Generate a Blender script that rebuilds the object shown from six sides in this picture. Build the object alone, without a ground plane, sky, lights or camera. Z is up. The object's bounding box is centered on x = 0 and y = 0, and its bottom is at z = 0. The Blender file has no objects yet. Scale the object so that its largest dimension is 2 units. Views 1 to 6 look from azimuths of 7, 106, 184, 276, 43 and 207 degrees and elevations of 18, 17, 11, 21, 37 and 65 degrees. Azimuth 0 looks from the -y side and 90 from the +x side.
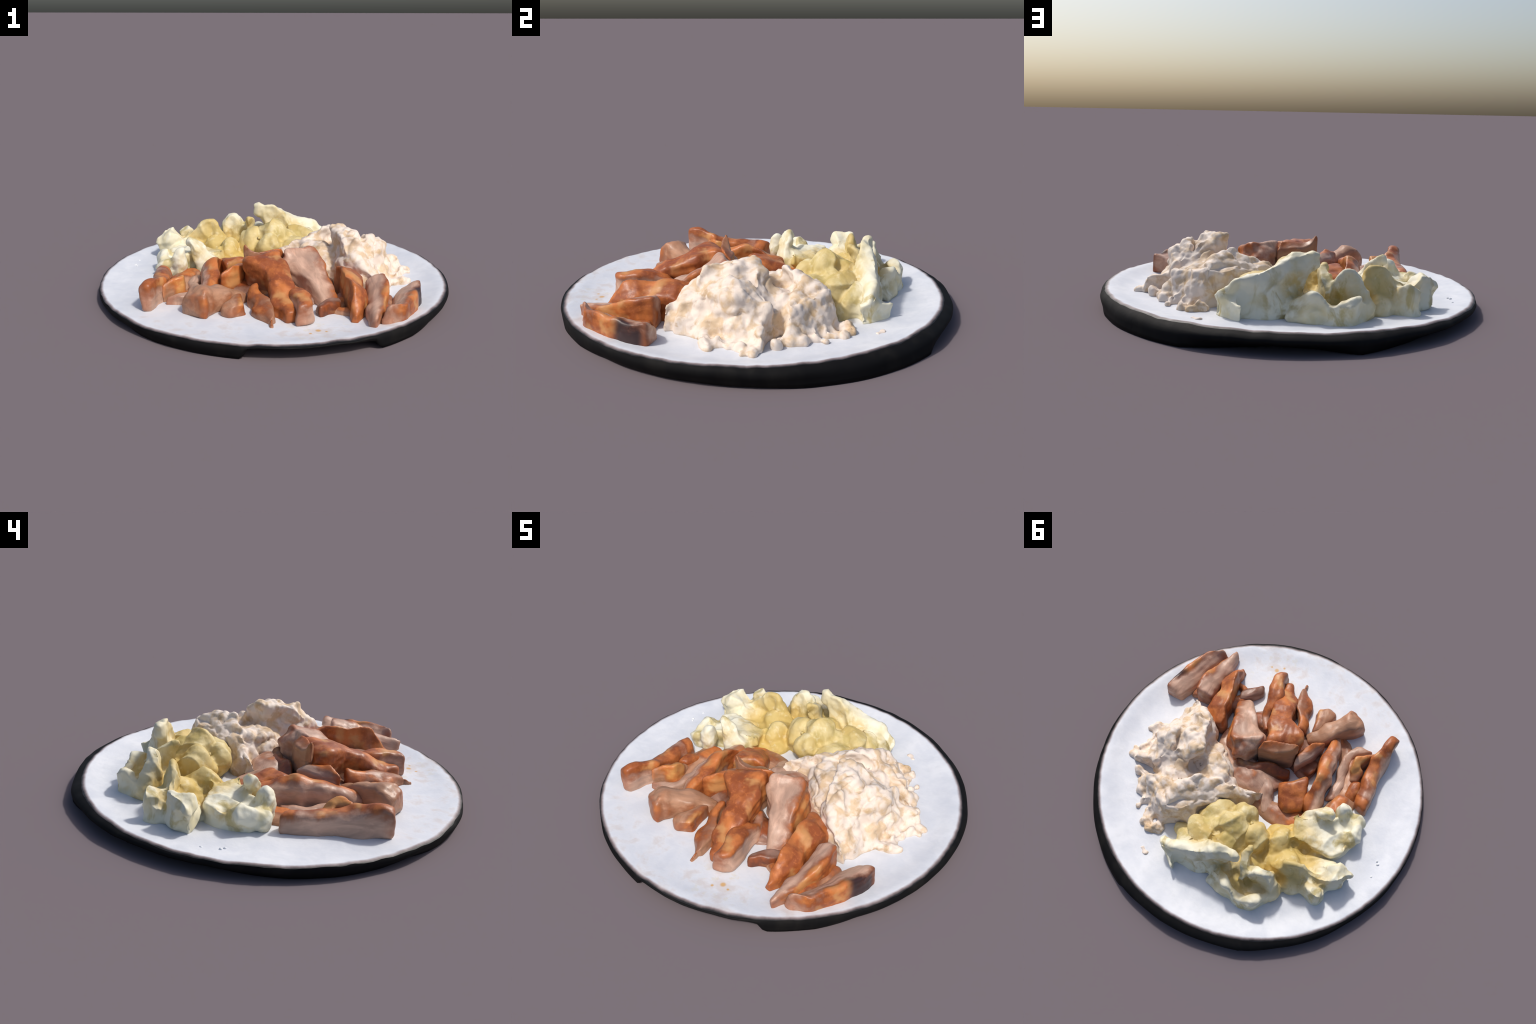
"""A round white plate with a dark rim carrying strips of roast meat,
a heap of creamy rice and a heap of creamy potato salad."""
import bpy, bmesh, math, random
import numpy as np
from mathutils import Vector, Matrix, noise

SEED = 7
random.seed(SEED)
scene = bpy.context.scene


# ------------------------------------------------------------------ basics
def plate_z(x, y):
    """height of the (slightly tilted) eating surface"""
    return 0.0590 + 0.003 * x + 0.002 * y


def link(obj, parent=None):
    scene.collection.objects.link(obj)
    if parent is not None:
        obj.parent = parent
    return obj


def empty(name, loc, label, category):
    e = bpy.data.objects.new(name, None)
    e.empty_display_size = 0.1
    e.location = loc
    e["label"], e["category"] = label, category
    return link(e)


def smoothstep(a, b, x):
    t = min(1.0, max(0.0, (x - a) / (b - a)))
    return t * t * (3 - 2 * t)


def catmull(rows, steps):
    """Catmull-Rom through rows of numbers"""
    rows = np.array(rows, float)
    n = len(rows)
    out = []
    for i in range(n - 1):
        p0, p1, p2, p3 = rows[max(i - 1, 0)], rows[i], rows[i + 1], rows[min(i + 2, n - 1)]
        for k in range(steps):
            t = k / steps
            out.append(0.5 * (2 * p1 + (p2 - p0) * t + (2 * p0 - 5 * p1 + 4 * p2 - p3) * t ** 2
                              + (3 * p1 - p0 - 3 * p2 + p3) * t ** 3))
    out.append(rows[-1])
    return np.array(out)


def fillet(corners, radii, seg=4, mids=3):
    """closed polygon in space with rounded corners and extra points on its edges"""
    c = [Vector(p) for p in corners]
    n = len(c)
    pts = []
    for i in range(n):
        a, b, d = c[i - 1], c[i], c[(i + 1) % n]
        la, ld = (a - b).length, (d - b).length
        r = min(radii[i], 0.46 * la, 0.46 * ld)
        p, q = b + (a - b).normalized() * r if la > 1e-6 else b, b + (d - b).normalized() * r if ld > 1e-6 else b
        for k in range(seg + 1):
            t = k / seg
            pts.append((1 - t) ** 2 * p + 2 * t * (1 - t) * b + t * t * q)
        nxt = c[(i + 2) % n]
        ln = (nxt - d).length
        r2 = min(radii[(i + 1) % n], 0.46 * ld, 0.46 * ln)
        e = d + (b - d).normalized() * r2 if ld > 1e-6 else d
        for k in range(1, mids + 1):
            pts.append(q.lerp(e, k / (mids + 1)))
    return pts


def slab(bm, stations, flare=0.0, round_top=0.022, crown=0.0, steps=5, sink=0.006, wavy=0.0, seed=0.0, blunt=0.014):
    """A thick slice or ridge standing on the plate.  Each station gives the two
    upper edges of its cross-section: (left xyz, right xyz[, left flare, right
    flare[, bottom height above the plate]])."""
    rows = []
    for s in stations:
        fl = s[2] if len(s) > 2 else flare
        fr = s[3] if len(s) > 3 else flare
        up = s[4] if len(s) > 4 else 0.0
        rows.append(list(s[0]) + list(s[1]) + [fl, fr, up])
    rows = catmull(rows, steps)
    rings = []
    for r in rows:
        L, R = Vector(r[0:3]), Vector(r[3:6])
        if wavy:
            L = L + wavy * noise.noise_vector(L * 14 + Vector((seed, 0, 0)))
            R = R + wavy * noise.noise_vector(R * 14 + Vector((0, seed, 5)))
        side = Vector((R.x - L.x, R.y - L.y, 0))
        side = side.normalized() if side.length > 1e-6 else Vector((1, 0, 0))
        bl, br = L - side * r[6], R + side * r[7]
        bl.z = min(plate_z(bl.x, bl.y) - sink + max(r[8], 0), L.z - 0.012)
        br.z = min(plate_z(br.x, br.y) - sink + max(r[8], 0), R.z - 0.012)
        top = L.lerp(R, 0.5) + Vector((0, 0, crown))
        rings.append([bm.verts.new(p) for p in
                      fillet([L, top, R, br, bl], [round_top, 0.05, round_top, 0.012, 0.012])])
    n = len(rings[0])
    for end, nxt in ((0, 1), (-1, -2)):          # bluntly rounded ends
        c0 = sum((v.co for v in rings[end]), Vector()) / n
        c1 = sum((v.co for v in rings[nxt]), Vector()) / n
        out = (c0 - c1)
        out.z = 0
        out = out.normalized() * blunt if out.length > 1e-6 else Vector()
        base = rings[end]
        for grow, push in ((0.92, 0.55), (0.70, 1.0)):
            cap = []
            for v in base:
                p = c0.lerp(v.co, grow)
                p.z = v.co.z + (p.z - v.co.z) * 0.85
                cap.append(bm.verts.new(p + out * push))
            rings.insert(0, cap) if end == 0 else rings.append(cap)
    for a, b in zip(rings[:-1], rings[1:]):
        for i in range(n):
            bm.faces.new((a[i], a[(i + 1) % n], b[(i + 1) % n], b[i]))
    for ring, flip in ((rings[0], True), (rings[-1], False)):
        mid = bm.verts.new(sum((v.co for v in ring), Vector()) / n)
        for i in range(n):
            f = (ring[i], ring[(i + 1) % n], mid)
            bm.faces.new(f[::-1] if flip else f)


def blob(bm, centre, radii, turn=0.0, tilt=0.0):
    m = (Matrix.Translation(centre) @ Matrix.Rotation(turn, 4, "Z") @ Matrix.Rotation(tilt, 4, "Y")
         @ Matrix.Diagonal((*radii, 1)))
    bmesh.ops.create_icosphere(bm, subdivisions=4, radius=1.0, matrix=m)


def fuse(bm, voxel, smooth=2, factor=0.5):
    """one watertight skin around everything in bm, as a plain mesh"""
    bmesh.ops.recalc_face_normals(bm, faces=bm.faces)
    me = bpy.data.meshes.new("tmp")
    bm.to_mesh(me)
    bm.free()
    ob = bpy.data.objects.new("tmp", me)
    scene.collection.objects.link(ob)
    m = ob.modifiers.new("r", "REMESH")
    m.mode, m.voxel_size = "VOXEL", voxel
    if smooth:
        s = ob.modifiers.new("s", "SMOOTH")
        s.iterations, s.factor = smooth, factor
    dg = bpy.context.evaluated_depsgraph_get()
    dg.update()
    out = bpy.data.meshes.new_from_object(ob.evaluated_get(dg))
    bpy.data.objects.remove(ob)
    bpy.data.meshes.remove(me)
    return out


def relief(me, fn):
    """move every vertex along its normal by fn(position, normal)"""
    n = len(me.vertices)
    co = np.empty(n * 3)
    me.vertices.foreach_get("co", co)
    co = co.reshape(-1, 3)
    no = np.array([v.normal[:] for v in me.vertices])
    d = np.array([fn(Vector(p), Vector(q)) for p, q in zip(co, no)])
    co = co + no * d[:, None]
    floor = np.array([plate_z(x, y) for x, y in co[:, :2]]) - 0.005
    co[:, 2] = np.maximum(co[:, 2], floor)
    me.vertices.foreach_set("co", co.ravel())
    me.update()


def finish(me, name, mat, parent=None, frame=None):
    """smooth-shaded object; frame = matrix whose axes become the object's own"""
    me.name = name
    for p in me.polygons:
        p.use_smooth = True
    me.materials.clear()
    me.materials.append(mat)
    ob = bpy.data.objects.new(name, me)
    link(ob)
    if frame is not None:
        me.transform(frame.inverted())
        ob.matrix_world = frame
    if parent is not None:
        ob.parent = parent
        ob.matrix_parent_inverse = Matrix.Translation(parent.location).inverted()
    return ob


def ridged(p, scale, off=0.0):
    return 1 - abs(noise.noise(p * scale + Vector((off, off * 1.7, 3.1))))


def peaks(p, scale, off=0.0):
    """small pointed lumps: highest at scattered feature points"""
    d = noise.voronoi(p * scale + Vector((off, 0, off)), distance_metric="DISTANCE")[0]
    return 1.0 - min(1.0, d[0] * 1.25)


# --------------------------------------------------------------- materials
class Nodes:
    def __init__(self, name):
        self.m = bpy.data.materials.new(name)
        self.m.use_nodes = True
        self.t = self.m.node_tree
        self.b = self.t.nodes["Principled BSDF"]
        self.co = self.t.nodes.new("ShaderNodeTexCoord")

    def link(self, a, b):
        self.t.links.new(a, b)

    def mapping(self, scale=(1, 1, 1), src="Object", loc=(0, 0, 0)):
        n = self.t.nodes.new("ShaderNodeMapping")
        n.inputs["Scale"].default_value = scale
        n.inputs["Location"].default_value = loc
        self.link(self.co.outputs[src], n.inputs[0])
        return n.outputs[0]

    def noise(self, vec, scale, detail=3, rough=0.55, distort=0.0):
        n = self.t.nodes.new("ShaderNodeTexNoise")
        n.inputs["Scale"].default_value, n.inputs["Detail"].default_value = scale, detail
        n.inputs["Roughness"].default_value, n.inputs["Distortion"].default_value = rough, distort
        self.link(vec, n.inputs["Vector"])
        return n.outputs[0]

    def math(self, op, a, b=0.0, clamp=False):
        n = self.t.nodes.new("ShaderNodeMath")
        n.operation, n.use_clamp = op, clamp
        for s, v in zip(n.inputs, (a, b)):
            if isinstance(v, (int, float)):
                s.default_value = v
            else:
                self.link(v, s)
        return n.outputs[0]

    def ramp(self, fac, lo, hi):
        """0..1 as fac goes lo..hi"""
        n = self.t.nodes.new("ShaderNodeMapRange")
        n.interpolation_type = "SMOOTHSTEP"
        n.inputs["From Min"].default_value, n.inputs["From Max"].default_value = lo, hi
        self.link(fac, n.inputs["Value"])
        return n.outputs[0]

    def mix(self, fac, a, b):
        n = self.t.nodes.new("ShaderNodeMix")
        n.data_type = "RGBA"
        for s, v in zip((n.inputs["Factor"], n.inputs[6], n.inputs[7]), (fac, a, b)):
            if isinstance(v, (int, float)):
                s.default_value = v
            elif isinstance(v, tuple):
                s.default_value = (*v, 1)
            else:
                self.link(v, s)
        return n.outputs[2]

    def xyz(self, vec):
        n = self.t.nodes.new("ShaderNodeSeparateXYZ")
        self.link(vec, n.inputs[0])
        return n.outputs

    def bump(self, h, strength, dist):
        n = self.t.nodes.new("ShaderNodeBump")
        n.inputs["Strength"].default_value, n.inputs["Distance"].default_value = strength, dist
        self.link(h, n.inputs["Height"])
        self.link(n.outputs[0], self.b.inputs["Normal"])

    def done(self, colour, rough=0.6, spec=0.3):
        if isinstance(colour, tuple):
            self.b.inputs["Base Color"].default_value = (*colour, 1)
        else:
            self.link(colour, self.b.inputs["Base Color"])
        self.b.inputs["Roughness"].default_value = rough
        self.b.inputs["Specular IOR Level"].default_value = spec
        return self.m

    def spot(self, vec, at, radius, soft=0.4):
        """1 inside a disc round at (object xy), fading outwards"""
        n = self.t.nodes.new("ShaderNodeVectorMath")
        n.operation = "DISTANCE"
        self.link(vec, n.inputs[0])
        n.inputs[1].default_value = at
        return self.ramp(n.outputs["Value"], radius * (1 + soft), radius * (1 - soft))


def meat_material(name, skin_from, flesh, skin, brown, char=0.0, char_at=0.5, char_low=0.5):
    """cut flesh with a browned skin on the side the piece's own +z points to;
    skin_from is where along the thickness (0..1) the skin begins"""
    n = Nodes(name)
    obj = n.mapping()
    gen = n.xyz(n.co.outputs["Generated"])
    info = n.t.nodes.new("ShaderNodeObjectInfo")
    fibre = n.noise(n.mapping((6, 22, 22)), 1.0, 4, 0.6, 0.9)
    blot = n.noise(obj, 9, 4, 0.55, 0.3)
    fine = n.noise(obj, 60, 3, 0.6)
    c = n.mix(n.ramp(fibre, 0.35, 0.68), tuple(v * 0.80 for v in flesh), tuple(min(1, v * 1.12) for v in flesh))
    edge_n = n.math("MULTIPLY", n.math("SUBTRACT", blot, 0.5), 0.9)
    s = n.math("ADD", gen[2], edge_n)
    s = n.math("ADD", s, n.math("MULTIPLY", n.math("SUBTRACT", info.outputs["Random"], 0.5), 0.10))
    sk = n.mix(n.ramp(blot, 0.38, 0.66), brown, skin)
    sk = n.mix(n.math("MULTIPLY", n.ramp(fine, 0.5, 0.75), 0.35), sk, tuple(min(1, v * 1.3) for v in skin))
    patch = n.noise(n.mapping(loc=(1.7, 4.2, 0.3)), 7, 3, 0.55, 0.3)
    sk = n.mix(n.math('MULTIPLY', n.ramp(patch, 0.54, 0.68), 0.7), sk, (0.56, 0.29, 0.11))
    # brown stain fades in ahead of the skin
    c = n.mix(n.math("MULTIPLY", n.ramp(s, skin_from - 0.22, skin_from + 0.02), 0.40), c, brown)
    seam = n.math("MULTIPLY", n.ramp(s, skin_from - 0.16, skin_from - 0.02), n.ramp(s, skin_from + 0.16, skin_from + 0.04))
    c = n.mix(n.ramp(s, skin_from - 0.06, skin_from + 0.10), c, sk)
    c = n.mix(n.math("MULTIPLY", seam, 0.30), c, tuple(v * 0.6 for v in brown))
    rims = n.math("MULTIPLY", n.math("ABSOLUTE", n.math("SUBTRACT", gen[1], 0.5)), 2.0)
    c = n.mix(n.math("MULTIPLY", n.ramp(n.math("ADD", rims, edge_n), 0.84, 1.05), 0.40), c, tuple(0.5 * (a + b) for a, b in zip(skin, brown)))
    # browned ends and corners
    ends = n.math("MULTIPLY", n.math("ABSOLUTE", n.math("SUBTRACT", gen[0], 0.5)), 2.0)
    c = n.mix(n.math("MULTIPLY", n.ramp(n.math("ADD", ends, edge_n), 0.78, 1.10), 0.65), c, brown)
    if char > 0:
        k = n.math("MULTIPLY", n.ramp(n.math("ABSOLUTE", n.math("SUBTRACT", gen[0], char_at)), 0.24, 0.10),
                   n.ramp(n.math("ADD", gen[2], edge_n), char_low, char_low + 0.25))
        c = n.mix(n.math("MULTIPLY", k, char), c, (0.035, 0.016, 0.016))
    n.bump(n.math("ADD", n.math("MULTIPLY", fibre, 0.7), n.math("MULTIPLY", fine, 0.3)), 0.35, 0.008)
    return n.done(c, 0.42, 0.45)


def salad_material(name, pale, rich, deep, amount, scale=11.0):
    n = Nodes(name)
    obj = n.mapping()
    big = n.noise(obj, scale, 3, 0.55, 0.4)
    small = n.noise(obj, scale * 3.2, 3, 0.6, 0.3)
    c = n.mix(n.ramp(big, 0.58 - amount, 0.76 - amount), pale, rich)
    c = n.mix(n.math("MULTIPLY", n.ramp(n.noise(n.mapping(loc=(3.3, 1.2, 0.4)), scale * 0.9, 3, 0.6, 0.5), 0.56, 0.70), 0.75), c, deep)
    c = n.mix(n.math("MULTIPLY", n.ramp(small, 0.5, 0.72), 0.35), c, pale)
    n.bump(small, 0.3, 0.006)
    return n.done(c, 0.6, 0.3)


def plate_material():
    n = Nodes("white_enamel")
    obj = n.mapping()
    x, y, z = n.xyz(obj)
    flat = n.t.nodes.new("ShaderNodeCombineXYZ")
    n.link(x, flat.inputs[0]); n.link(y, flat.inputs[1])
    flat = flat.outputs[0]
    ell = n.t.nodes.new("ShaderNodeVectorMath")
    ell.operation = "MULTIPLY_ADD"
    n.link(flat, ell.inputs[0]); ell.inputs[1].default_value = (1 / PLATE_A, 1 / PLATE_B, 0)
    ell.inputs[2].default_value = (-PLATE_C[0] / PLATE_A, -PLATE_C[1] / PLATE_B, 0)
    ln = n.t.nodes.new("ShaderNodeVectorMath"); ln.operation = "LENGTH"
    n.link(ell.outputs[0], ln.inputs[0])
    r = ln.outputs["Value"]
    cloud = n.noise(obj, 7, 4, 0.6, 0.2)
    grit = n.noise(obj, 55, 3, 0.6)
    c = n.mix(n.ramp(cloud, 0.3, 0.7), (0.61, 0.635, 0.69), (0.715, 0.73, 0.765))
    c = n.mix(n.math('MULTIPLY', n.ramp(n.noise(obj, 19, 4, 0.6, 0.3), 0.5, 0.72), 0.35), c, (0.60, 0.62, 0.655))
    # meat juice spots, brown shadow painted round the strips, and a few drops of sauce
    juice = n.math("MULTIPLY", n.spot(flat, (0.28, -0.74, 0), 0.15, 0.7), n.ramp(n.noise(obj, 26, 3), 0.54, 0.70))
    c = n.mix(n.math("MULTIPLY", juice, 0.35), c, (0.62, 0.55, 0.36))
    painted_shadow = n.math("MULTIPLY", n.ramp(n.math("ADD", y, n.math("MULTIPLY", cloud, 0.25)), -0.38, -0.56), n.ramp(cloud, 0.50, 0.66))
    c = n.mix(n.math("MULTIPLY", painted_shadow, 0.45), c, (0.50, 0.42, 0.38))
    for at, rad in (((0.290, -0.752, 0), 0.013), ((0.255, -0.79, 0), 0.007), ((0.33, -0.76, 0), 0.006)):
        c = n.mix(n.math("MULTIPLY", n.spot(flat, at, rad, 0.5), 0.85), c, (0.60, 0.34, 0.10))
    rn = n.math("ADD", r, n.math("MULTIPLY", n.math("SUBTRACT", n.noise(obj, 12, 3, 0.6), 0.5), 0.014))
    c = n.mix(n.ramp(rn, 0.974, 0.990), c, (0.30, 0.24, 0.24))
    c = n.mix(n.ramp(rn, 0.983, 1.0), c, (0.012, 0.012, 0.013))
    n.bump(n.math("ADD", n.math("MULTIPLY", cloud, 0.6), n.math("MULTIPLY", grit, 0.4)), 0.25, 0.008)
    return n.done(c, 0.5, 0.3)


def wall_material():
    n = Nodes("black_edge")
    streak = n.noise(n.mapping((9, 9, 2.0)), 1.0, 4, 0.6, 0.4)
    c = n.mix(n.ramp(streak, 0.45, 0.8), (0.006, 0.006, 0.0065), (0.014, 0.013, 0.012))
    n.bump(n.noise(n.mapping((30, 30, 8)), 1.0), 0.2, 0.006)
    return n.done(c, 0.7, 0.12)


# ------------------------------------------------------------------- plate
PLATE_A, PLATE_B, PLATE_C = 0.980, 0.970, (-0.0045, -0.021)     # white dish
EDGE_A, EDGE_B = 0.991, 1.003                                   # black wall


def rim_z(x, y):
    return 0.0805 + 0.0115 * x + 0.0095 * y


def build_plate():
    root = empty("dinner_plate", (0, 0, 0), "round white dinner plate with a thick black edge", "plate")
    seg = 288
    cx, cy = PLATE_C

    def wobble(t):
        return (0.004 * noise.noise(Vector((math.cos(t) * 3, math.sin(t) * 3, 0.3)))
                + 0.004 * noise.noise(Vector((math.cos(t) * 22, math.sin(t) * 22, 1.3))))

    def jag(t):
        return 0.0055 * noise.noise(Vector((math.cos(t) * 16, math.sin(t) * 16, 5.3)))

    # foot of the wall against azimuth (0 = -y, turning to +x, degrees): height, radius
    foot = [(-180, .004, .87), (-169, .004, .90), (-162, .003, .97), (-158, .0, 1.0), (-147, .003, .955), (-135, .004, .91), (-118, .004, .905),
            (-104, .004, .905), (-92, .004, .94), (-79, .002, .965), (-68, .0, .97), (-54, .002, .97), (-44, .004, .955), (-36, .002, .975),
            (-30, .0, .985), (-19, .002, .985), (-3, .0, .99), (-1.5, .052, .985), (7, .054, .985), (20, .054, .985), (33, .050, .985),
            (35.5, .040, .985), (36.5, .004, .99), (50, .004, .985), (62, .006, .96), (76, .004, .96), (92, .005, .962), (104, .005, .97),
            (118, .0, .992), (147, .0, 1.010), (156, .0, 1.012), (161, .003, .98), (168, .004, .93), (180, .004, .87)]

    def foot_at(t):
        a = math.degrees(math.atan2(math.cos(t), -math.sin(t)))
        for (a0, z0, r0), (a1, z1, r1) in zip(foot[:-1], foot[1:]):
            if a0 <= a <= a1:
                k = (a - a0) / (a1 - a0)
                return z0 + (z1 - z0) * k, r0 + (r1 - r0) * k
        return 0.0, 0.98

    # dish: flat well, rising near the border to a low uneven rim
    prof = [0.15, 0.3, 0.45, 0.6, 0.7, 0.78, 0.84, 0.87, 0.895, 0.915, 0.935, 0.95, 0.962, 0.974, 0.985, 0.994, 1.0]
    bm = bmesh.new()
    rings = []
    for r in prof:
        ring = []
        for i in range(seg):
            t = 2 * math.pi * i / seg
            w = wobble(t) * smoothstep(0.9, 1.0, r)
            x, y = (PLATE_A * r + w) * math.cos(t) + cx, (PLATE_B * r + w) * math.sin(t) + cy
            p = Vector((x * 5, y * 5, 0.7))
            z = plate_z(x, y)
            z += (rim_z(x, y) + 0.001 - z) * smoothstep(0.83, 1.0, r) - 0.006 * smoothstep(0.985, 1.0, r)
            z += 0.003 * noise.noise(p) + 0.0015 * noise.noise(p * 4) + 0.0007 * noise.noise(p * 11) + jag(t) * smoothstep(0.93, 1.0, r)
            ring.append(bm.verts.new((x, y, z)))
        rings.append(ring)
    mid = bm.verts.new((cx, cy, plate_z(cx, cy)))
    for i in range(seg):
        bm.faces.new((mid, rings[0][i], rings[0][(i + 1) % seg]))
    for a, b in zip(rings[:-1], rings[1:]):
        for i in range(seg):
            bm.faces.new((a[i], b[i], b[(i + 1) % seg], a[(i + 1) % seg]))
    edge = [v.co.copy() for v in rings[-1]]
    me = bpy.data.meshes.new("dish")
    bm.to_mesh(me); bm.free()
    finish(me, "dish", plate_material(), root)

    bm = bmesh.new()
    prev = [bm.verts.new(p) for p in edge]
    for f, out, under in ((0.07, .35, 0), (0.2, .75, 0), (0.38, 1.0, .07), (0.55, 1.0, .26), (0.78, 1.0, .64), (1.0, 1.0, 1.0)):
        ring = []
        for i, p in enumerate(edge):
            t = 2 * math.pi * i / seg
            zl, rf = foot_at(t)
            far = Vector((EDGE_A * math.cos(t), EDGE_B * math.sin(t), 0))
            q = Vector((p.x, p.y, 0)).lerp(far, out)
            q = q.lerp(Vector((rf * math.cos(t), rf * math.sin(t), 0)), under)
            q *= 1 + 0.006 * noise.noise(Vector((math.cos(t) * 5, math.sin(t) * 5, f * 1.5)))
            q.z = p.z + (zl - p.z) * f
            ring.append(bm.verts.new(q))
        for i in range(seg):
            bm.faces.new((prev[i], ring[i], ring[(i + 1) % seg], prev[(i + 1) % seg]))
        prev = ring
    # black underside, a little hollow
    for k in (0.985, 0.9, 0.5):
        ring = []
        for v in prev:
            z = v.co.z + 0.003 if k > 0.95 else max(v.co.z, 0.015) if k > 0.8 else 0.03
            ring.append(bm.verts.new((v.co.x * k, v.co.y * k, min(z, 0.054 if k > 0.95 else 0.045))))
        for i in range(seg):
            bm.faces.new((prev[i], ring[i], ring[(i + 1) % seg], prev[(i + 1) % seg]))
        prev = ring
    mid = bm.verts.new((0, 0, 0.035))
    for i in range(seg):
        bm.faces.new((prev[i], mid, prev[(i + 1) % seg]))
    bmesh.ops.recalc_face_normals(bm, faces=bm.faces)
    me = bpy.data.meshes.new("plate_edge")
    bm.to_mesh(me); bm.free()
    finish(me, "plate_edge", wall_material(), root)

    # tiny dry crumbs left on the enamel
    bm = bmesh.new()
    rnd = random.Random(3)
    for x, y, r in ((-.850, .114, .009), (-.838, .098, .007), (-.849, .199, .008)):
        blob(bm, (x, y, plate_z(x, y) + 0.003), (r, r * .8, r * .7), rnd.random() * 3)
    me = bpy.data.meshes.new("crumb")
    bm.to_mesh(me); bm.free()
    ob = finish(me, "crumb", Nodes("crumb_white").done((0.70, 0.72, 0.74), 0.6, 0.3), root)
    ob["kind"] = "stuff"
    return root


# -------------------------------------------------------------------- meat
FLESH = (0.53, 0.335, 0.245)
ROAST = (0.42, 0.225, 0.135)
SKIN = (0.53, 0.17, 0.045)
BROWN = (0.27, 0.07, 0.02)
AMBER = (0.58, 0.31, 0.10)

MEAT = {}


def meat_kinds():
    MEAT["flesh"] = meat_material("cut_meat", 1.05, FLESH, SKIN, BROWN)
    MEAT["roast"] = meat_material("roasted_meat", 0.80, ROAST, SKIN, BROWN)
    MEAT["skin"] = meat_material("skin_on_meat", 0.66, FLESH, SKIN, BROWN)
    MEAT["all_skin"] = meat_material("crisp_skin", 0.40, ROAST, SKIN, BROWN)
    MEAT["amber"] = meat_material("golden_skin", 0.50, ROAST, AMBER, SKIN)
    MEAT["char"] = meat_material("charred_meat", 0.78, FLESH, SKIN, BROWN, 1.0, 0.80, 0.62)
    MEAT["dark"] = meat_material("dark_meat", 0.70, (0.33, 0.19, 0.14), BROWN, (0.12, 0.035, 0.015))


def strip(stations, kind, skin=(0, 0, 1), flare=0.008, round_top=0.026, crown=0.010, rough=1.0, seed=0, smooth=3, grooves=0.0):
    """one slice of meat; skin = the direction its browned side faces"""
    bm = bmesh.new()
    slab(bm, stations, flare, round_top, crown, 6, wavy=0.016 * min(rough, 1), seed=seed * 1.7)
    me = fuse(bm, 0.007, smooth, 0.5)
    a = (Vector(stations[0][0]) + Vector(stations[0][1])) / 2
    b = (Vector(stations[-1][0]) + Vector(stations[-1][1])) / 2
    x = (b - a).normalized()
    z = Vector(skin)
    z = (z - x * z.dot(x)).normalized()
    y = z.cross(x)
    mid = (a + b) / 2
    base = Vector((mid.x, mid.y, plate_z(mid.x, mid.y)))
    frame = Matrix((x, y, z)).transposed().to_4x4()
    frame.translation = base
    inv = frame.inverted()
    off = Vector((seed * 3.1, seed * 1.3, seed * 0.7))

    def fn(p, nrm):
        q = inv @ p
        fib = noise.noise(Vector((q.x * 7, q.y * 34, q.z * 34)) + off)
        lump = noise.noise(q * 13 + off)
        fine = noise.noise(q * 38 + off)
        low = smoothstep(-0.002, 0.012, p.z - plate_z(p.x, p.y))
        g = grooves * math.sin(q.y * 70 + 3 * noise.noise(q * 9)) * smoothstep(0.14, 0.2, p.z) if grooves else 0.0
        return g + low * rough * (0.009 * noise.noise(q * 7 + off) + 0.005 * lump + 0.004 * fib + 0.0016 * fine)
    relief(me, fn)
    ob = finish(me, "meat_strip", MEAT[kind], None, frame)
    ob["label"], ob["category"] = "strip of roast meat with browned skin", "meat"
    return ob


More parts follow.
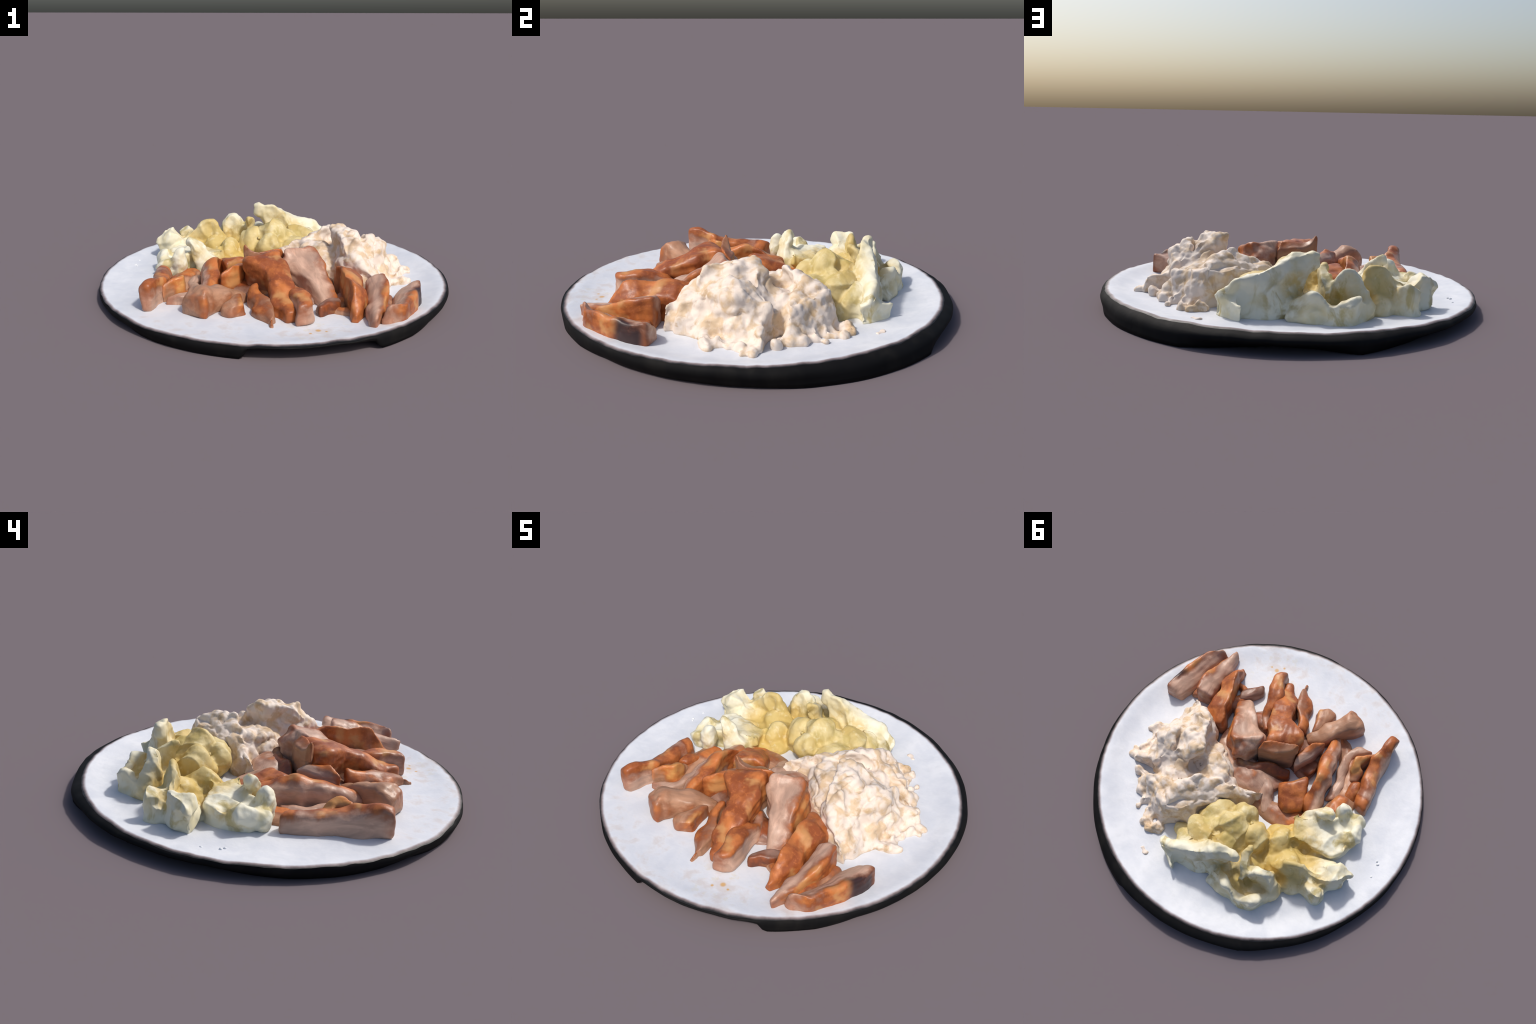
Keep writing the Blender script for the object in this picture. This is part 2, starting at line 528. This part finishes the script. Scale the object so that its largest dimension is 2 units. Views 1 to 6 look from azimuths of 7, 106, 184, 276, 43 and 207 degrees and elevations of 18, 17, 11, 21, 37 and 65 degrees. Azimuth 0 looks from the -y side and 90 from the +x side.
def build_meat():
    meat_kinds()
    # front right, flat slice lying against the rim
    strip([((.645, -.665, .182), (.605, -.65, .12)), ((.716, -.60, .183), (.64, -.577, .12)), ((.765, -.472, .172), (.645, -.473, .11)),
           ((.796, -.38, .170), (.66, -.387, .11)), ((.81, -.285, .178), (.70, -.28, .115)), ((.81, -.268, .174), (.71, -.262, .112))], "char", (1, -.2, .0), seed=1)
    strip([((.573, -.703, .12), (.537, -.683, .1)), ((.607, -.609, .14), (.535, -.577, .115)), ((.622, -.456, .19), (.53, -.452, .135)),
           ((.63, -.385, .21), (.52, -.386, .155)), ((.615, -.32, .22), (.52, -.335, .185))], "skin", (1, .1, -.1), round_top=.014, seed=2)
    strip([((.49, -.623, .1), (.448, -.625, .09)), ((.515, -.53, .15), (.45, -.54, .222)), ((.505, -.385, .172), (.41, -.41, .238)),
           ((.508, -.275, .175), (.39, -.301, .235)), ((.477, -.195, .14), (.36, -.19, .21))], "all_skin", (.75, .0, .65), round_top=.014, seed=3)
    strip([((.398, -.497, .12), (.37, -.415, .11)), ((.342, -.535, .12), (.316, -.48, .11)), ((.29, -.572, .12), (.281, -.534, .1))],
          "dark", (.5, -.8, -.1), seed=4)
    # tall pale slice leaning in the middle, split along its cut face
    strip([((.385, -.395, .11), (.305, -.455, .105)), ((.335, -.31, .19), (.222, -.362, .185), .02), ((.295, -.222, .245), (.154, -.279, .205), .05), ((.26, -.128, .272), (.083, -.224, .25), .05), ((.22, -.085, .288), (.068, -.178, .288), .02), ((.205, -.045, .21), (.111, -.07, .21))],
          "skin", (.75, .6, .0), crown=.0, rough=.8, round_top=.02, seed=5, grooves=.006)
    # long crisp slice in front of it
    strip([((.181, -.653, .11), (.125, -.678, .11)), ((.16, -.575, .15), (.045, -.571, .15)), ((.142, -.477, .19), (.018, -.506, .19)),
           ((.118, -.338, .24), (-.01, -.407, .24), .0, -.03), ((.075, -.26, .275), (-.114, -.339, .265), .0, -.04), ((.056, -.185, .285), (-.146, -.285, .25), .0, -.03), ((.04, -.135, .21), (-.13, -.225, .19), .0, .0)],
          "all_skin", (.1, -.5, .9), rough=1.3, seed=6)
    strip([((.051, -.166, .285), (.064, -.119, .25)), ((.0, -.2, .285), (-.02, -.14, .255)), ((-.05, -.222, .275), (-.07, -.165, .25), .01, .02),
           ((-.09, -.226, .285), (-.105, -.19, .265), .01, .02, .02), ((-.115, -.226, .305), (-.122, -.204, .302), .005, .015, .06),
           ((-.128, -.220, .318), (-.131, -.212, .318), 0, 0, .15)], "roast", (0, -.4, 1), round_top=.006, crown=.0, rough=.7, seed=7, smooth=1)
    strip([((.258, -.667, .165), (.188, -.702, .165)), ((.233, -.555, .19), (.147, -.562, .19)), ((.21, -.454, .16), (.135, -.474, .165)),
           ((.19, -.363, .13), (.136, -.392, .13)), ((.134, -.305, .14), (.108, -.32, .14))], "skin", (0, -.3, 1), seed=8)
    strip([((.07, -.677, .1), (.047, -.707, .09)), ((.058, -.597, .13), (-.034, -.627, .1)), ((0, -.487, .15), (-.066, -.53, .12)),
           ((-.045, -.413, .16), (-.10, -.425, .14))], "roast", (-.5, -.3, .8), seed=9)
    strip([((-.09, -.60, .12), (-.164, -.645, .1)), ((-.11, -.54, .135), (-.205, -.613, .1)), ((-.12, -.45, .12), (-.17, -.49, .12))],
          "roast", (.9, -.3, .2), round_top=.03, seed=10)
    strip([((-.285, -.675, .175), (-.399, -.605, .15)), ((-.275, -.625, .205), (-.368, -.556, .19)), ((-.24, -.585, .18), (-.28, -.466, .17)),
           ((-.174, -.505, .15), (-.222, -.406, .14)), ((-.098, -.414, .11), (-.155, -.373, .10))], "roast", (.5, -.8, -.2), round_top=.035, seed=11)
    strip([((-.236, -.365, .205), (-.25, -.345, .18)), ((-.19, -.33, .225), (-.22, -.251, .19)), ((-.153, -.249, .21), (-.155, -.173, .18))],
          "skin", (.2, -1, .1), round_top=.01, seed=12)
    strip([((-.263, -.486, .12), (-.309, -.478, .1)), ((-.267, -.336, .17), (-.348, -.38, .15)), ((-.285, -.222, .2), (-.361, -.25, .17)),
           ((-.305, -.134, .215), (-.38, -.174, .16)), ((-.30, -.055, .195), (-.39, -.094, .145)), ((-.30, .02, .155), (-.40, -.02, .145)), ((-.33, .05, .14), (-.40, .03, .13))],
          "skin", (.95, -.1, .4), seed=13)
    strip([((-.12, -.03, .16), (-.19, .08, .115)), ((-.18, -.055, .185), (-.25, .09, .14)), ((-.25, -.13, .175), (-.31, .05, .14))],
          "all_skin", (-.2, -.3, 1), seed=14)
    # left end: pale-sided slice standing at the rim, and the pieces behind it
    strip([((-.567, -.598, .205), (-.632, -.605, .19), 0, -.03), ((-.555, -.545, .218), (-.632, -.55, .19), 0, -.01), ((-.542, -.46, .195), (-.632, -.47, .16)), ((-.54, -.38, .17), (-.632, -.38, .145)),
           ((-.544, -.28, .15), (-.636, -.255, .145)), ((-.565, -.145, .135), (-.652, -.12, .14))], "skin", (.5, -.2, 1), seed=15)
    strip([((-.495, -.24, .11), (-.55, -.275, .12)), ((-.50, -.17, .10), (-.55, -.19, .105)), ((-.50, -.13, .08), (-.545, -.15, .08))],
          "all_skin", (.4, 0, 1), seed=16)
    strip([((-.531, -.463, .15), (-.544, -.43, .13)), ((-.462, -.402, .178), (-.492, -.371, .15)), ((-.446, -.368, .178), (-.496, -.354, .14)),
           ((-.455, -.325, .14), (-.515, -.335, .135)), ((-.47, -.28, .10), (-.52, -.29, .10))], "amber", (.5, -.6, .5), round_top=.012, seed=17)
    strip([((-.407, -.497, .11), (-.514, -.5, .1)), ((-.376, -.431, .11), (-.434, -.418, .10)), ((-.372, -.347, .105), (-.43, -.346, .095)),
           ((-.394, -.218, .09), (-.46, -.235, .085)), ((-.404, -.104, .095), (-.481, -.128, .09))], "flesh", (0, 0, 1), seed=18)
    # low pieces in the middle of the pile
    strip([((-.01, -.005, .125), (-.07, -.04, .12)), ((-.05, .07, .115), (-.12, .03, .10)), ((-.10, .16, .085), (-.165, .121, .08))],
          "flesh", (0, 0, 1), seed=19)
    strip([((.18, -.06, .17), (.15, .0, .17)), ((.07, -.08, .16), (.05, .01, .14)), ((-.02, -.125, .165), (-.04, -.05, .115)),
           ((-.13, -.15, .12), (-.15, -.10, .10))], "dark", (0, 0, 1), seed=20)
    # scraps filling the pile underneath
    strip([((.30, -.33, .10), (.26, -.40, .09)), ((.10, -.30, .12), (.07, -.40, .12)), ((-.10, -.24, .13), (-.12, -.36, .09)), ((-.25, -.18, .12), (-.27, -.30, .09))],
          "dark", (0, 0, 1), flare=.06, seed=22)
    strip([((.34, -.12, .11), (.34, -.20, .10)), ((.15, .06, .14), (.10, -.08, .14)), ((.02, .07, .13), (-.04, -.05, .13)), ((-.08, .05, .09), (-.14, -.06, .09))],
          "flesh", (0, 0, 1), flare=.05, seed=23)
    strip([((-.30, -.45, .08), (-.30, -.53, .08)), ((-.42, -.30, .078), (-.50, -.36, .075)), ((-.45, -.16, .085), (-.55, -.2, .08)), ((-.43, -.04, .11), (-.55, -.06, .085))],
          "roast", (0, 0, 1), flare=.03, seed=24)
    strip([((.45, -.36, .10), (.38, -.36, .10)), ((.40, -.50, .09), (.33, -.50, .09)), ((.52, -.5, .085), (.5, -.56, .08))], "roast", (0, 0, 1), flare=.02, seed=25)
    strip([((.66, -.33, .10), (.58, -.35, .10)), ((.65, -.48, .105), (.58, -.48, .10)), ((.63, -.60, .10), (.59, -.58, .09))], "roast", (0, 0, 1), flare=.01, seed=26)
    strip([((-.02, .12, .085), (-.04, .06, .09)), ((-.14, .17, .078), (-.14, .08, .085)), ((-.28, .17, .082), (-.28, .06, .09)), ((-.36, .13, .085), (-.36, .05, .09))],
          "roast", (0, 0, 1), flare=.03, rough=.6, seed=27)
    # a thin shred hanging off the front
    strip([((.062, -.69, .085), (.055, -.695, .08)), ((.066, -.715, .085), (.052, -.715, .082)), ((.07, -.735, .068), (.055, -.735, .066))],
          "roast", (0, 0, 1), round_top=.006, rough=.4, seed=21)


# ------------------------------------------- soft heaps, fused then parted
def heap(parts, voxel, smooth, fn, mats, name, root, **kw):
    """Fuse all the lumps of a heap into one surface, then part it again into
    one object per lump along the creases; all share the whole's normals."""
    whole = bmesh.new()
    seeds, owner = [], []
    for k, (slabs, blobs, *_) in enumerate(parts):
        bm = bmesh.new()
        for s in slabs:
            slab(bm, s, seed=k * 2.3, **kw)
        for b in blobs:
            blob(bm, *b)
        for v in bm.verts:
            seeds.append(v.co.copy()); owner.append(k)
        tmp = bpy.data.meshes.new("tmp")
        bm.to_mesh(tmp); bm.free()
        whole.from_mesh(tmp)
        bpy.data.meshes.remove(tmp)
    from mathutils.kdtree import KDTree
    tree = KDTree(len(seeds))
    for i, p in enumerate(seeds):
        tree.insert(p, i)
    tree.balance()
    me = fuse(whole, voxel, smooth)
    mine = [owner[tree.find(p.center)[1]] for p in me.polygons]
    relief(me, fn)
    normals = [v.normal.copy() for v in me.vertices]
    cos = [v.co.copy() for v in me.vertices]
    faces = [tuple(p.vertices) for p in me.polygons]
    for k, part in enumerate(parts):
        own = [f for f, m in zip(faces, mine) if m == k]
        if not own:
            continue
        used = sorted({i for f in own for i in f})
        new = {i: j for j, i in enumerate(used)}
        pm = bpy.data.meshes.new(name)
        pm.from_pydata([cos[i] for i in used], [], [tuple(new[i] for i in f) for f in own])
        ob = finish(pm, name, mats[part[2] if len(part) > 2 else 0], root)
        pm.normals_split_custom_set_from_vertices([normals[i] for i in used])
    bpy.data.meshes.remove(me)


def build_rice():
    root = empty("rice_heap", (.48, .15, plate_z(.48, .15)), "heap of creamy white rice with lumpy peaks", "food")
    mat = salad_material("creamy_rice", (0.76, 0.655, 0.565), (0.63, 0.47, 0.31), (0.48, 0.32, 0.165), 0.13, 13)

    def fn(p, n):
        low = smoothstep(-0.004, 0.045, p.z - plate_z(p.x, p.y))
        crease = ridged(p, 7, 9.0) ** 8
        return low * (0.024 * (peaks(p, 11, 0.3) - 0.45) + 0.008 * (peaks(p, 27, 4.0) - 0.45) - 0.016 * crease
                      + 0.016 * noise.noise(p * 6.5) + 0.006 * noise.noise(p * 19) + 0.003 * noise.noise(p * 50))

    rnd = random.Random(11)

    def ragged(path, count, spread):
        """crumbly clumps strewn along the foot of a heap"""
        out = []
        for i in range(count):
            t = (i + rnd.random()) / count * (len(path) - 1)
            k = min(int(t), len(path) - 2)
            x = path[k][0] + (path[k + 1][0] - path[k][0]) * (t - k) + rnd.gauss(0, spread)
            y = path[k][1] + (path[k + 1][1] - path[k][1]) * (t - k) + rnd.gauss(0, spread)
            r = rnd.uniform(.014, .034)
            out.append(((x, y, plate_z(x, y) + r * .35), (r * rnd.uniform(.9, 1.4), r * .85, r * rnd.uniform(.8, 1.5)), rnd.random() * 3))
        return out

    mound = ([[((.56, -.275, .172), (.60, -.26, .165), .02, .03), ((.43, -.19, .25), (.545, -.18, .225), .03, .07),
               ((.375, -.09, .335), (.475, -.10, .335), .03, .17), ((.348, .01, .356), (.46, .02, .354), .02, .20),
               ((.325, .09, .372), (.44, .10, .35), .02, .20), ((.37, .15, .30), (.50, .15, .285), .02, .13),
               ((.42, .22, .22), (.55, .225, .2), .02, .12)],
              [((.53, -.22, .17), (.60, -.24, .155), 0, .02), ((.47, -.12, .255), (.59, -.11, .222), 0, .03), ((.52, .0, .322), (.622, .0, .265), 0, .02),
               ((.51, .10, .318), (.615, .10, .265), 0, .03), ((.50, .15, .27), (.605, .19, .245), 0, .03), ((.52, .19, .24), (.585, .235, .235), .0, .02)],
              [((.56, -.2, .16), (.62, -.2, .14), 0, .02), ((.54, -.1, .19), (.65, -.1, .14), 0, .02), ((.54, .0, .2), (.66, .0, .14), 0, .02),
               ((.56, .1, .2), (.69, .1, .145), 0, .02), ((.58, .18, .18), (.69, .18, .145), 0, .03), ((.60, .2, .16), (.725, .237, .14), .02, .015)]],
             ragged([(.66, -.08), (.69, .02), (.71, .12), (.735, .21)], 22, .022))
    ridge = ([[((-.06, .075, .15), (-.055, .12, .15), .02, .02), ((-.02, .09, .175), (.0, .15, .18), .03, .03),
               ((.10, .14, .235), (.125, .26, .215), .03, .05), ((.20, .165, .272), (.25, .415, .242), .04, .025),
               ((.31, .24, .312), (.33, .455, .25), .04, .03), ((.42, .285, .26), (.42, .445, .235), .03, .06),
               ((.50, .29, .225), (.50, .37, .225), .03, .08), ((.555, .30, .205), (.56, .33, .2), .02, .08), ((.60, .30, .13), (.61, .33, .12), .02, .03)]],
             ragged([(.64, .30), (.615, .37), (.54, .455), (.42, .525), (.34, .53)], 26, .022)
             + [((.24, .40, .12), (.07, .05, .08), .4), ((.36, .70, .062), (.022, .017, .014), .4), ((.388, .683, .061), (.015, .013, .012))])
    saddle = ([[((.30, -.10, .15), (.40, -.08, .16), .02, .02), ((.22, -.02, .20), (.33, .06, .245), .05, .03),
                ((.18, .05, .235), (.29, .14, .25), .06, .05), ((.09, .10, .19), (.19, .17, .235), .06, .05), ((.0, .07, .12), (.04, .12, .12), .03, .03)]],
              [((.40, .23, .16), (.13, .08, .09), .3), ((.275, .16, .15), (.09, .08, .105), .5), ((.53, .23, .12), (.06, .04, .08))])
    heap([mound, ridge, saddle], 0.008, 2, fn, [mat], "rice_mound", root, round_top=.02, crown=.010, steps=6, wavy=.022)


# ------------------------------------------------------------ potato salad
def potato_material():
    n = Nodes("dressed_potato")
    obj = n.mapping()
    x, y, z = n.xyz(obj)
    big = n.noise(obj, 9, 3, 0.55, 0.5)
    small = n.noise(obj, 30, 3, 0.6, 0.3)
    warp = n.math("MULTIPLY", n.math("SUBTRACT", big, 0.5), 0.12)
    butter = n.mix(n.ramp(big, 0.38, 0.66), (0.66, 0.545, 0.275), (0.56, 0.425, 0.165))
    cream = n.mix(n.ramp(big, 0.42, 0.70), (0.77, 0.745, 0.61), (0.72, 0.65, 0.43))
    # creamy dressing: on the piece next to the meat, and down the outer side of the heap
    flat = n.t.nodes.new("ShaderNodeCombineXYZ")
    n.link(n.math("ADD", x, warp), flat.inputs[0]); n.link(n.math("SUBTRACT", y, warp), flat.inputs[1])
    flat = flat.outputs[0]
    m = n.spot(flat, (-.54, .09, 0), 0.20, 0.25)
    outer = n.ramp(n.math("ADD", n.math("ADD", y, n.math("MULTIPLY", x, -0.10)), warp), 0.47, 0.57)
    left = n.ramp(n.math("SUBTRACT", warp, x), 0.46, 0.58)
    m = n.math("MAXIMUM", m, n.math("MULTIPLY", n.math("MAXIMUM", outer, left), 0.9))
    c = n.mix(m, butter, cream)
    # yellow sauce pooled low between the lumps, inside the heap
    pool = n.math("MULTIPLY", n.ramp(n.math("ADD", z, n.math("MULTIPLY", warp, 0.6)), 0.23, 0.12), n.spot(flat, (-.25, .36, 0), 0.29, 0.3))
    c = n.mix(n.math("MULTIPLY", pool, 0.8), c, (0.58, 0.41, 0.11))
    hollow = n.spot(obj, (-.02, .63, .15), 0.10, 0.5)  # dark olive patch on the fin's outer wall
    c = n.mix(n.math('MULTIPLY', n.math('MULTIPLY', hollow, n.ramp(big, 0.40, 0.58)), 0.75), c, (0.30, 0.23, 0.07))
    # ochre sauce in the creases between the chunks
    creases = None
    for at, rad in (((.0, .48, .22), .10), ((-.17, .43, .16), .09), ((-.32, .44, .14), .12), ((-.45, .26, .11), .12),
                    ((-.24, .31, .13), .08), ((.10, .50, .2), .08), ((-.46, .03, .17), .06), ((-.64, .13, .14), .05),
                    ((-.26, .60, .15), .08), ((-.08, .60, .2), .07), ((-.57, .40, .15), .08)):
        k = n.spot(obj, at, rad, 0.6)
        creases = k if creases is None else n.math("MAXIMUM", creases, k)
    c = n.mix(n.math("MULTIPLY", n.math("MULTIPLY", creases, n.ramp(n.noise(obj, 15, 3, 0.6, 0.4), 0.36, 0.56)), 0.75), c, (0.55, 0.395, 0.125))
    streak = n.noise(n.mapping((8, 8, 4), loc=(2.1, 0.6, 0)), 1.0, 4, 0.6, 0.6)
    c = n.mix(n.math("MULTIPLY", n.ramp(streak, 0.53, 0.66), 0.75), c, (0.46, 0.36, 0.12))
    c = n.mix(n.math("MULTIPLY", n.ramp(small, 0.52, 0.74), 0.3), c, (0.80, 0.76, 0.58))
    n.bump(small, 0.3, 0.006)
    return n.done(c, 0.55, 0.35)


def build_potato():
    root = empty("potato_salad", (-.25, .38, plate_z(-.25, .38)), "heap of pale yellow potato chunks in creamy dressing", "food")
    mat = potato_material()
    pits = [(Vector(c), rad, dep) for c, rad, dep in (
        ((-.53, .075, .16), .035, .03), ((-.644, .13, .14), .028, .035), ((-.61, .04, .155), .028, .025), ((-.434, .24, .12), .045, .03), ((.013, .44, .22), .04, .02), ((-.25, .605, .14), .04, .02))]

    def fn(p, n):
        low = smoothstep(-0.004, 0.02, p.z - plate_z(p.x, p.y))
        r = ridged(p, 6.5, 2.0)
        pit = sum(dep * math.exp(-((p - c).length / rad) ** 2) for c, rad, dep in pits)
        return -pit + low * (0.014 * noise.noise(p * 9) + 0.018 * (r ** 4 - 0.35) + 0.016 * (peaks(p, 9, 1.3) - 0.5)
                      + 0.006 * noise.noise(p * 24) + 0.0018 * noise.noise(p * 60))

    parts = [
        # tall curling fin at the back
        ([[((.295, .615, .165), (.28, .57, .165), -.03, -.03), ((.2, .638, .232), (.19, .59, .222), .02, .05),
           ((.06, .62, .292), (.07, .55, .27), .05, .10), ((-.03, .578, .325), (-.02, .52, .335), .04, .06),
           ((-.09, .562, .348), (-.08, .52, .348), .02, .02, .02), ((-.125, .558, .352), (-.12, .525, .352), .0, .0, .20), ((-.162, .552, .352), (-.16, .53, .350), .0, .0, .235)],
          [((.30, .60, .16), (.26, .60, .16)), ((.23, .68, .15), (.20, .65, .17)), ((.18, .705, .142), (.172, .69, .146))]], []),
        # round chunks in the middle
        ([], [((-.035, .355, .17), (.105, .09, .138), -.2), ((.06, .40, .14), (.09, .085, .105)), ((-.03, .45, .15), (.085, .07, .12)), ((.11, .46, .15), (.10, .075, .105), -.4), ((.17, .54, .11), (.09, .06, .09), -.4)]),
        ([], [((-.165, .35, .13), (.085, .10, .13), .2), ((-.12, .42, .12), (.08, .09, .10))]),
        ([], [((-.30, .29, .085), (.07, .11, .105), .1), ((-.25, .24, .07), (.06, .08, .05)), ((-.38, .38, .09), (.10, .10, .08))]),
        # finger-like chunk and the bowl-shaped one in front of it
        ([[((-.19, .60, .19), (-.24, .60, .19), .03, .03), ((-.185, .54, .25), (-.24, .54, .248), .03, .03),
           ((-.165, .47, .278), (-.21, .47, .272), .01, .01, .1), ((-.178, .438, .288), (-.2, .438, .285), 0, 0, .18)]], []),
        ([[((-.20, .58, .19), (-.20, .53, .19), .02, .04), ((-.27, .565, .255), (-.27, .505, .25), .03, .03), ((-.318, .55, .285), (-.318, .51, .283), .04, .03),
           ((-.38, .56, .24), (-.38, .50, .23), .04, .03), ((-.40, .59, .155), (-.43, .55, .14), .02, .03)],
          [((-.06, .645, .165), (-.07, .59, .165), .05, .03), ((-.163, .68, .20), (-.165, .63, .195), .03, .03), ((-.25, .70, .15), (-.25, .66, .145), .02, .02),
           ((-.343, .685, .18), (-.335, .64, .172), .02, .03), ((-.40, .63, .155), (-.38, .59, .15), .0, .03)]],
         [((-.25, .6, .09), (.15, .06, .055))]),
        # tower and its side chunks
        ([[((-.35, .44, .17), (-.35, .40, .17), .04, .03), ((-.41, .425, .266), (-.405, .405, .266), .08, .0), ((-.465, .408, .274), (-.46, .385, .274), .09, .0),
           ((-.525, .405, .235), (-.52, .375, .235), .09, .0), ((-.60, .40, .18), (-.59, .35, .175), .05, .02)],
          [((-.52, .45, .15), (-.50, .40, .15), .03, .03), ((-.59, .485, .21), (-.57, .42, .2), .02, .03), ((-.65, .495, .2), (-.63, .43, .19), .01, .02),
           ((-.665, .455, .14), (-.65, .42, .14), .0, .01)]],
         [((-.55, .40, .09), (.12, .09, .07))]),
        ([[((-.58, .39, .15), (-.56, .31, .15), .01, .02), ((-.67, .385, .225), (-.63, .29, .215), -.01, .02), ((-.725, .345, .235), (-.68, .265, .215), -.02, .0),
           ((-.745, .30, .20), (-.72, .26, .18), -.02, -.02)]], [((-.62, .33, .10), (.11, .08, .07))]),
        # pale chunk beside the meat
        ([[((-.36, .235, .15), (-.325, .12, .178), .0, .0), ((-.46, .24, .16), (-.43, .06, .182), .01, .0), ((-.58, .235, .158), (-.54, .0, .172), .01, .0),
           ((-.635, .20, .15), (-.625, -.03, .158), .0, .0), ((-.67, .12, .13), (-.66, .0, .13), -.01, -.01)],
          [((-.35, .10, .15), (-.38, .02, .15), .02, .02), ((-.41, .07, .21), (-.43, -.01, .205), .01, .01), ((-.47, .06, .252), (-.48, .0, .248), 0, 0, .09), ((-.495, .054, .270), (-.50, .022, .266), 0, 0, .17)],
          [((-.32, .14, .14), (-.34, .09, .14)), ((-.315, .13, .185), (-.335, .10, .185), 0, 0, .06)], [((-.40, .22, .15), (-.38, .19, .15)), ((-.365, .245, .165), (-.35, .225, .165), 0, 0, .06)]],
         [((-.548, -.042, .13), (.048, .048, .10)), ((-.62, -.04, .10), (.06, .05, .055)), ((-.64, .05, .12), (.05, .11, .065))]),
        # dressing between the chunks
        ([], [((-.08, .49, .10), (.22, .12, .085)), ((.09, .34, .12), (.10, .10, .10)), ((-.05, .26, .15), (.08, .07, .095)), ((.24, .475, .08), (.06, .05, .05)), ((.07, .28, .12), (.08, .07, .09)), ((-.42, .40, .08), (.20, .09, .07)), ((-.52, .31, .07), (.15, .08, .05)), ((-.47, .46, .09), (.07, .07, .07)), ((-.36, .20, .06), (.12, .09, .05)),
              ((.05, .56, .10), (.20, .08, .09))]),
    ]
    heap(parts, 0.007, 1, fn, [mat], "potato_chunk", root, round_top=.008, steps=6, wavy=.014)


build_plate()
build_meat()
build_rice()
build_potato()
